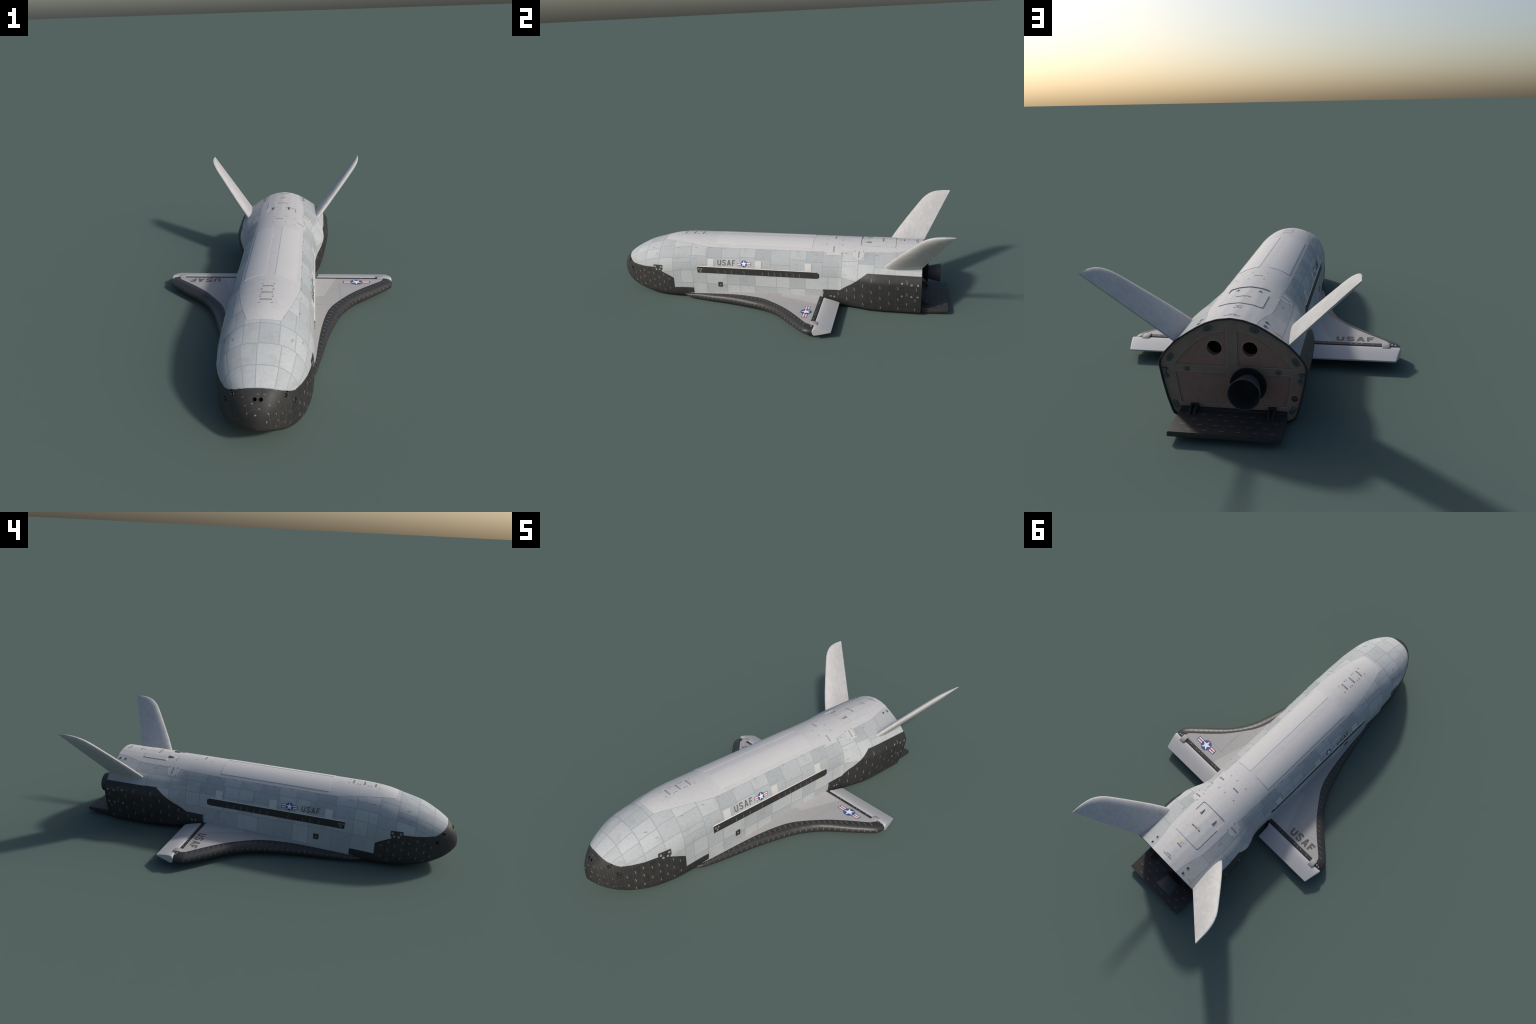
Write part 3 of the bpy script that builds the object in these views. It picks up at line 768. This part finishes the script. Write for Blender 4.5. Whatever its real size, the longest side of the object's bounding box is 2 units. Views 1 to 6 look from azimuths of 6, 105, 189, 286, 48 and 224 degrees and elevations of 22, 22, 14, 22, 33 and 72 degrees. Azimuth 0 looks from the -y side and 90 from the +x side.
bmesh.ops.recalc_face_normals(bm, faces=bm.faces)
bme = mesh_from_bm(bm, 'rear_bulkhead', [FRAME], smooth=False)
CAP = link('rear_bulkhead', bme, ROOT)
link('dark_rim', me, CAP)

def cutter(cx, cz, r, n=32):
    bm = bmesh.new(); a = [bm.verts.new((cx + r * math.cos(2 * math.pi * i / n), yb - .03, cz + r * math.sin(2 * math.pi * i / n))) for i in range(n)]
    b = [bm.verts.new((v.co.x, yb + .03, v.co.z)) for v in a]
    bm.faces.new(a); bm.faces.new(b)
    for i in range(n): bm.faces.new((a[i], a[(i + 1) % n], b[(i + 1) % n], b[i]))
    bmesh.ops.recalc_face_normals(bm, faces=bm.faces)
    m = D.meshes.new('cutter'); bm.to_mesh(m); bm.free(); return link('cutter', m, None)
def bore_with(obj, c):
    if True:
        md = obj.modifiers.new('bore', 'BOOLEAN'); md.operation = 'DIFFERENCE'; md.object = c; md.solver = 'EXACT'
        dg = bpy.context.evaluated_depsgraph_get(); nm = D.meshes.new_from_object(obj.evaluated_get(dg))
        obj.modifiers.clear(); old = obj.data; obj.data = nm; nm.name = old.name; D.meshes.remove(old); D.objects.remove(c)
def bore(obj, holes):
    for h in holes: bore_with(obj, cutter(*h))
HOLES = [(.0595, .2555, .0265), (-.0600, .2555, .0265)]
SMALL = (-.206, .0912, .0125)
bore(CAP, HOLES + [SMALL])
# recessed panels; light on the pocket edges is drawn as a pale ribbon
UP_R = [(-.0175, .319), (-.050, .313), (-.080, .302), (-.101, .292), (-.130, .270), (-.153, .249), (-.180, .220), (-.198, .1955), (-.018, .1945)]
def panel(poly, holes=()):
    """pocket milled 4 mm into the bulkhead, floored by a thin panel"""
    n = len(poly); bm = bmesh.new()
    a = [bm.verts.new((p[0], yb - .0045, p[1])) for p in poly]; b = [bm.verts.new((p[0], yb + .02, p[1])) for p in poly]
    bm.faces.new(a); bm.faces.new(b)
    for i in range(n): bm.faces.new((a[i], a[(i + 1) % n], b[(i + 1) % n], b[i]))
    bmesh.ops.recalc_face_normals(bm, faces=bm.faces)
    m = D.meshes.new('cutter'); bm.to_mesh(m); bm.free(); bore_with(CAP, link('cutter', m, None))
    c = np.mean(np.array(poly), 0); small = [tuple(c + (np.array(p) - c) * .994) for p in poly]
    o = extrude_poly('bulkhead_panel', small, lambda a, b, t: (a, t, b), yb - .008, yb - .0038, BULK, CAP, 0)
    if holes: bore(o, holes)
    smooth_by_angle(o.data, 30)
    marking('painted_edge_light', ribbon([tuple(p) for p in poly], .0014, True, .02), lambda a, b: (np.stack([a, np.full(len(a), yb), b], -1), np.tile([0., 1., 0.], (len(a), 1))), BULK_EDGE, CAP, .0005)
panel(UP_R, [HOLES[1]])
panel([(-a, b) for a, b in UP_R][::-1], [HOLES[0]])
panel([(.0165, .1705), (.1965, .1695), (.181, .0585), (.0165, .0585)])
panel([(-.0165, .1705), (-.1965, .1705), (-.181, .0590), (-.0165, .0585)])
for cx, cz, r in HOLES:
    revolve('port_tube', [(r - .0003, yb - .0036), (r - .0003, yb - .030)], (cx, 0, cz), BULK, CAP, 40)
    revolve('port_floor', [(r - .0003, yb - .028), (.0001, yb - .028)], (cx, 0, cz), HOLE, CAP, 40)
    revolve('port_ring', [(r + .0016, yb - .0038), (r + .0010, yb - .0030), (r, yb - .0030), (r - .0006, yb - .004)], (cx, 0, cz), BULK_EDGE, CAP, 40)
cx, cz, r = SMALL
revolve('port_tube', [(r - .0002, yb), (r - .0002, yb - .012), (.0001, yb - .012)], (cx, 0, cz), RUST, CAP, 24)
revolve('port_ring', [(r + .0018, yb), (r + .0012, yb + .0010), (r - .0004, yb + .0008)], (cx, 0, cz), BULK_EDGE, CAP, 24)
def hexplate(cx, cz, ang):
    pts = [(-.0155, -.004), (-.009, -.009), (.009, -.009), (.0155, -.004), (.0155, .004), (.009, .009), (-.009, .009), (-.0155, .004)]
    ca, sa = math.cos(ang), math.sin(ang)
    extrude_poly('corner_fitting', [(cx + a * ca - b * sa, cz + a * sa + b * ca) for a, b in pts], lambda a, b, t: (a, t, b), yb - .001, yb + .0028, FIT, CAP, .0006)
    revolve('fitting_bolt', [(.0055, yb + .0028), (.0055, yb + .0045), (.0036, yb + .0046), (.0034, yb + .0032), (.0001, yb + .0032)], (cx, 0, cz), FIT, CAP, 16)
for sx in (1, -1):
    hexplate(sx * .077, .3255, sx * -.42); hexplate(sx * .211, .2195, sx * -.95); hexplate(sx * .199, .049, sx * 1.05)
    revolve('bulkhead_bolt', [(.0078, yb), (.0078, yb + .004), (.0060, yb + .0055), (.0001, yb + .0055)], (sx * .1545, 0, .1805), FIT, CAP, 12)
    revolve('bulkhead_bolt', [(.0068, yb), (.0068, yb + .007), (.0056, yb + .009), (.0001, yb + .009)], (sx * .225, 0, .152), FIT, CAP, 12)
    box('side_latch', *sorted((sx * .2225, sx * .2385)), yb, yb + .010, .173, .182, FIT, CAP, .001)
    box('side_latch', *sorted((sx * .226, sx * .2295)), yb, yb + .004, .157, .174, FIT, CAP, .0006)

# ------------------------------------------------------------------ rocket nozzle
NZ = (-.0612, 0, .1515)
NOZ = revolve('rocket_nozzle', [(.0355, .876), (.0378, .886), (.0422, .902), (.0464, .919), (.0502, .936), (.0532, .9525), (.0524, .9535), (.0510, .9530), (.0500, .947)],
              NZ, NOZZLE, ROOT, 56)
revolve('nozzle_liner', [(.0505, .9500), (.0476, .936), (.0435, .918), (.0385, .899), (.033, .883), (.021, .869), (.0001, .863)], NZ, LINER, NOZ, 56)
revolve('nozzle_collar', [(.026, yb - .006), (.031, .852), (.046, .868), (.0605, .8825), (.0605, .8845), (.0585, .8845), (.046, .874), (.034, .870)], NZ, HINGE, NOZ, 56)

# ------------------------------------------------------------------ body flap
ztf = lambda y: .0365 - (y - .853) / .145 * .0015
zbf = lambda y: .0085 + max(0, (y - .87)) / .128 * .0095
FX = .1815
pf = [(.853, .033), (.8555, ztf(.8555)), (.998, ztf(.998) - .001), (.998, zbf(.998)), (.87, .0075), (.857, .012), (.853, .020)]
FLAP = extrude_poly('body_flap', pf, lambda a, b, t: (t, a, b), -FX, FX, TILE, ROOT, .0006)
fr = [.8560, .878, .9095, .9415, .973, .9975]
for i in range(5):
    ph = (.027 * i) % .054
    xs = [-FX + .0006] + [x for x in np.arange(-FX - .054 + ph, FX, .054) if -FX + .006 < x < FX - .006] + [FX - .0006]
    for a, b in zip(xs, xs[1:]):
        patch('flap_tile', lambda x, y: np.stack([x, y, .0365 - (y - .853) / .145 * .0015 + .0007 + 0 * x], -1), lambda x, y: np.tile([0., 0., 1.], (len(x), 1)),
              [a, b], [fr[i], fr[i + 1]], [TILE, LEAD_SEAM], FLAP, gap=.0008, depth=.0005)
qs = []
for i in range(1, 5):
    ph = (.027 * i) % .054
    for x in np.arange(-FX - .054 + ph + .028, FX, .054):
        if -FX + .012 < x < FX - .012: qs += rect(x - .007, x + .009, fr[i] + .0045, fr[i] + .0075)
marking('tile_stencil', qs, lambda x, y: (np.stack([x, y, .0365 - (y - .853) / .145 * .0015 + .0007], -1), np.tile([0., 0., 1.], (len(x), 1))), MARK, FLAP, .0004, 'stuff')
box('flap_seal', -.181, .181, yb - .002, .857, .028, .0435, HINGE, FLAP, .0008)
for sx in (1, -1):
    box('hinge_mount', *sorted((sx * .119, sx * .145)), yb - .001, .853, .036, .058, HINGE, FLAP, .0008)
    for dx in (-.0085, .0085):
        arc = [(.848, .056), (.858, .0575), (.868, .0560), (.878, .0515), (.887, .0445), (.892, .0375), (.892, .034), (.878, .034), (.876, .038), (.868, .0435), (.858, .0455), (.848, .045)]
        extrude_poly('flap_hinge', arc, lambda a, b, t: (t, a, b), sx * .132 + dx - .0032, sx * .132 + dx + .0032, HINGE, FLAP, .0007)

# ------------------------------------------------------------------ wings
WY = [-.556, -.53, -.485, -.43, -.36, -.28, -.22, -.16, -.11, -.065, -.02, .03, .065, .095, .13, .165, .20, .233, .250, .262, .275, .288, .300, .3045]
WXO = [.168, .184, .1935, .2035, .2175, .2325, .247, .2635, .2785, .2935, .3135, .342, .368, .3965, .434, .4725, .509, .543, .5585, .5655, .5685, .5690, .5675, .5665]
WXI = [.160, .172, .1795, .186, .192, .2005, .2085, .2185, .2285, .2410, .2610, .2945, .320, .342, .372, .4065, .4430, .4805, .4990, .512, .5165, .5175, .5180, .5180]
WZT = [.030, .034, .0395, .0450, .0500, .0565, .0612, .0640, .0655, .0672, .0692, .0706, .0711, .0712, .0711, .0708, .0704, .0700, .0696, .0695, .0690, .0678, .0662, .0655]
WZB = [.021, .014, .0085, .0055, .0045, .0045, .0050, .0055, .0060, .0070, .0080, .0095, .0110, .0120, .0135, .0150, .0165, .0185, .0195, .0205, .0212, .0220, .0230, .0232]
_wy = np.array(WY); _gy = np.linspace(-.556, .3045, 870)
def _sm(v, k=17):
    g = np.interp(_gy, _wy, v); h = np.hanning(k + 2)[1:-1]; h /= h.sum(); pad = k // 2
    e = np.concatenate([2 * g[0] - g[pad:0:-1], g, 2 * g[-1] - g[-2:-pad - 2:-1]]); return np.convolve(e, h, 'valid')
_xo, _xi, _zt, _zb = _sm(WXO), _sm(WXI), _sm(WZT), _sm(WZB)
def wing_terms(y): return [np.interp(y, _gy, a) for a in (_xo, _xi, _zt, _zb)]
def lead(side):
    """leading edge skin: v = 0 at the upper seam, 1 at the nose line, 2 at the lower seam"""
    def f(y, v):
        y, v = np.asarray(y, float), np.asarray(v, float)
        xo, xi, zt, zb = wing_terms(y); zm = zb + (zt - zb) * .47
        a = np.clip(v, -.2, 2.2) * math.pi / 2
        s, c = np.sin(a), np.cos(a)
        x = xi + (xo - xi) * np.sign(s) * np.abs(s) ** .92
        z = np.where(c >= 0, zm + (zt - zm) * np.abs(c) ** .92, zm - (zm - zb) * np.abs(c) ** .92)
        return np.stack([side * x, y, z], -1)
    def fn(y, v):
        y = np.clip(y, -.552, .3040); v = np.clip(v, .02, 1.98)
        n = normals_of(f, y, v, du=1e-3, dv=1e-2); P = f(y, v)
        xo, xi, zt, zb = wing_terms(y)
        C = np.stack([side * xi, y + .02, (zt + zb) / 2], -1)
        s = np.sign(np.sum(n * (P - C), -1, keepdims=True)); s[s == 0] = 1
        n = n * s
        up = np.clip((.25 - v) / .25, 0, 1)[:, None] if n.ndim == 2 else 0
        n = n * (1 - up) + np.array([0, 0, 1.]) * up
        return n / np.linalg.norm(n, axis=-1, keepdims=True)
    return f, fn
for side in (1, -1):
    f, fn = lead(side)
    # wing box: white top, black underside, closed at hinge line
    ys = np.concatenate([np.linspace(-.53, .2, 46), np.linspace(.206, .303, 18)])
    bm = bmesh.new(); rows = []
    for y in ys:
        xo, xi, zt, zb = [float(a) for a in wing_terms(y)]
        xr = .160
        rows.append([bm.verts.new((side * (xr + (xi - xr) * t), y, zt)) for t in np.linspace(0, 1, 9)] + [bm.verts.new((side * (xr + (xi - xr) * t), y, zb)) for t in np.linspace(1, 0, 9)])
    for i in range(len(rows) - 1):
        for j in range(8):
            a = bm.faces.new((rows[i][j], rows[i + 1][j], rows[i + 1][j + 1], rows[i][j + 1])); a.material_index = 0
            b = bm.faces.new((rows[i][9 + j], rows[i + 1][9 + j], rows[i + 1][10 + j], rows[i][10 + j])); b.material_index = 1
    for r in (rows[0], rows[-1]):
        e = bm.faces.new(r); e.material_index = 1
    # root side closes inside the body
    for i in range(len(rows) - 1): bm.faces.new((rows[i][0], rows[i][17], rows[i + 1][17], rows[i + 1][0])).material_index = 1
    for i in range(len(rows) - 1): bm.faces.new((rows[i][8], rows[i][9], rows[i + 1][9], rows[i + 1][8])).material_index = 1
    bmesh.ops.recalc_face_normals(bm, faces=bm.faces)
    me = mesh_from_bm(bm, 'wing', [WING, TILE]); smooth_by_angle(me, 30)
    WG = link('wing', me, ROOT)
    # leading edge tiles: pitch grows outward along the curve
    yy = np.linspace(-.556, .3045, 800); L = np.concatenate([[0], np.cumsum(np.hypot(np.diff(yy), np.diff(np.interp(yy, _gy, _xo))))])
    nseg = 34; cuts = np.interp(np.linspace(0, L[-1], nseg + 1), L, yy)
    under = []
    for k in range(nseg):
        a, b = float(cuts[k]), float(cuts[k + 1]); uu = span(a, b, .008, 3)
        g = .0006 if k > 0 else 0.0
        patch('leading_edge_tile', f, fn, uu, span(0, .62, .11), [LEAD, LEAD_SEAM], WG, gap=g, depth=.0005, merge=3e-4)
        patch('leading_edge_tile', f, fn, uu, span(.62, 1.3, .11), [LEAD, LEAD_SEAM], WG, gap=g, depth=.0005, merge=3e-4)
        under.append(patch('leading_edge_underside', f, fn, uu, span(1.3, 2, .14), [LEAD, LEAD_SEAM], WG, gap=g, depth=.0005, merge=3e-4))
    join_objects(under, 'leading_edge_underside', WG)
    # closing rib of the tip behind the leading edge
    pr = f(np.full(21, .3045), np.linspace(0, 2, 21))
    solid('tip_rib', [tuple(p) for p in pr], [tuple(range(21))], LEAD, WG)
    qs = []
    for k in range(2, nseg - 1):
        y = float(cuts[k]); d = (float(cuts[k + 1]) - y)
        for v0, v1 in ((.10, .30), (.78, .98)):
            yc = y + d * .16; wq = d * .045
            qs += [[(yc - wq, v0), (yc + wq, v0), (yc + wq, (v0 + v1) / 2), (yc - wq, (v0 + v1) / 2)], [(yc - wq * 1.8, (v0 + v1) / 2), (yc, (v0 + v1) / 2), (yc, v1), (yc - wq * 1.8, v1)]]
    marking('tile_stencil', qs, lambda y, v: (f(y, v), fn(y, v)), MARK, WG, .0007, 'stuff')
    def wtop(x, y):
        x, y = np.asarray(x), np.asarray(y); return np.stack([x, y, np.interp(y, _gy, _zt)], -1), np.tile([0., 0., 1.], (len(x), 1))
    S = lambda q: [[(side * p[0], p[1]) for p in r] for r in q]
    # lighter panel by the root
    q = []
    for i in range(12):
        t0, t1 = i / 12, (i + 1) / 12
        E = lambda t: (.2205 + (.2865 - .2205) * t, .065 + (.284 - .065) * t)
        q.append([(.172, E(t0)[1]), E(t0), E(t1), (.172, E(t1)[1])])
    marking('wing_root_panel', S(q), wtop, WING_PANEL, WG, .0007)
    # skin joints
    q = ribbon([(.180, -.012), (.262, -.012)], .0009) + ribbon([(.2885, .208), (.44, .208)], .0009) + ribbon([(.30, .045), (.30, .208)], .0009)
    marking('skin_joint', S(q), wtop, surface_material('skin_joint_paint', (.30, .292, .285), .8), WG, .0005)
    # black hinge strip, tiled
    xs = [.178] + list(np.arange(.200, .510, .0222)) + [.515]
    for a, b in zip(xs, xs[1:]):
        lo, hi = sorted((side * a, side * b))
        patch('hinge_tile', lambda x, y: np.stack([x, y, np.interp(y, _gy, _zt) + .0009 + 0 * np.asarray(x)], -1), lambda x, y: np.tile([0., 0., 1.], (len(x), 1)),
              [float(lo), float(hi)], [.285, .3035], [TILE, LEAD_SEAM], WG, gap=.0007, depth=.0006, thick=.004)
    q = [r for x in (.245, .267, .356, .378, .400, .445, .49) for r in disc((x + .010, .2945), .0022, 10, 0, 1)]
    q += disc((.532, .2945), .0036, 14) + disc((.545, .2965), .0032, 14)
    marking('ring_symbol', S(q), lambda x, y: (np.stack([x, y, np.interp(y, _gy, _zt) + .0009], -1), np.tile([0., 0., 1.], (len(x), 1))), RING_INK, WG, .0007)
    # elevon: teardrop section, slanted tip
    sec = []
    for a in np.linspace(90, 270, 17): sec.append((.3145 + .0125 * math.cos(R(a)), .0455 + .0197 * math.sin(R(a))))
    sec = sec + [(.330, .0275), (.360, .0325), (.40, .0385)] + [(.40, .0440), (.37, .0540), (.345, .0608), (.328, .0643)]
    n = len(sec)
    tipx = lambda y: .5665 - (y - .306) / .094 * .0205
    bm = bmesh.new()
    stations = []
    xl = np.linspace(0, 1, 9)
    def rowat(fx, k=1.0):
        out = []
        for y, z in sec:
            x0 = .195 if y > .3165 else .187
            out.append(bm.verts.new((side * fx(x0, tipx(y)), .353 + (y - .353) * k if k < 1 else y, .047 + (z - .047) * k)))
        return out
    rws = [rowat(lambda a, b, t=t: a + (b - .006 - a) * t) for t in xl]
    rws.append(rowat(lambda a, b: b - .0022, .985)); rws.append(rowat(lambda a, b: b, .93))
    for i in range(len(rws) - 1):
        for j in range(n): bm.faces.new((rws[i][j], rws[i][(j + 1) % n], rws[i + 1][(j + 1) % n], rws[i + 1][j]))
    bm.faces.new(rws[0]); bm.faces.new(rws[-1])
    bmesh.ops.recalc_face_normals(bm, faces=bm.faces)
    me = mesh_from_bm(bm, 'elevon', [ELEVON]); smooth_by_angle(me, 40)
    link('elevon', me, WG)
    # fairing over the outboard hinge
    x0, x1 = .4915, .5215
    prof = [(.2825, .0685), (.2825, .0722), (.300, .0735), (.314, .0720), (.325, .0665), (.3305, .0600), (.328, .0570), (.30, .062)]
    extrude_poly('hinge_fairing', prof, lambda a, b, t: (side * t, a, b), x0, x1, TAB, WG, .0008)
    marking('caution_stripe', S(rect(.497, .512, .2775, .2805)), wtop, YELLOW_INK, WG, .0007)
    if side > 0:
        insignia((.3855, .2415), .0305, .0625, .0104, wtop, WG, -math.pi / 2, (1, 0))
    else:
        marking('service_lettering', lettering('USAF', -.3035, -.4635, .2735, .2265, .215, .26), wtop, INK, WG, .0008)

# ------------------------------------------------------------------ canted tail fins
SP = np.array([.2295, 0, .266]); SPL = float(np.linalg.norm(SP)); SP /= SPL
LE = [(-.035, .628), (0, .6440), (.042, .6665), (.10, .7005), (.16, .7395), (.22, .7795), (.275, .8170), (.300, .8355), (.318, .8520), (.334, .8725), (.345, .8930), (.3520, .918), (.3550, .940)]
for side in (1, -1):
    s_all = np.concatenate([np.linspace(-.035, .29, 22), np.linspace(.298, .3550, 14)])
    gl = np.interp(s_all, [a for a, _ in LE], [b for _, b in LE])
    nn = np.array([-SP[2], 0, SP[0]])
    bm = bmesh.new(); rows = []
    for s, yl in zip(s_all, gl):
        yt = .8425 + s / SPL * .1515; ch = yt - yl
        th = (.0315 - .006 * np.clip(s / SPL, 0, 1)) * float(np.sqrt(max(0.03, 1 - max(0, (s - .27) / .0855) ** 2.2)))
        pts = []
        X = (1 - np.cos(np.linspace(0, math.pi, 19))) / 2
        yt_ = lambda x: 5 * (.2969 * np.sqrt(x) - .126 * x - .3516 * x ** 2 + .2843 * x ** 3 - .0936 * x ** 4)
        te = .0016
        up = [(x, yt_(x) * th + te * x) for x in X]; lo = [(x, -yt_(x) * th - te * x) for x in X[::-1]][:-1]
        ring = up + lo
        base = np.array([.190, 0, .2745])
        row = []
        for x, t in ring:
            p = base + SP * s + np.array([0, yl + x * ch, 0]) + nn * t
            row.append(bm.verts.new((side * p[0], p[1], p[2])))
        rows.append(row)
    n = len(rows[0])
    for i in range(len(rows) - 1):
        for j in range(n): bm.faces.new((rows[i][j], rows[i][(j + 1) % n], rows[i + 1][(j + 1) % n], rows[i + 1][j]))
    bm.faces.new(rows[0]); bm.faces.new(rows[-1])
    bmesh.ops.recalc_face_normals(bm, faces=bm.faces)
    me = mesh_from_bm(bm, 'tail_fin', [FIN]); smooth_by_angle(me, 45)
    link('tail_fin', me, ROOT)
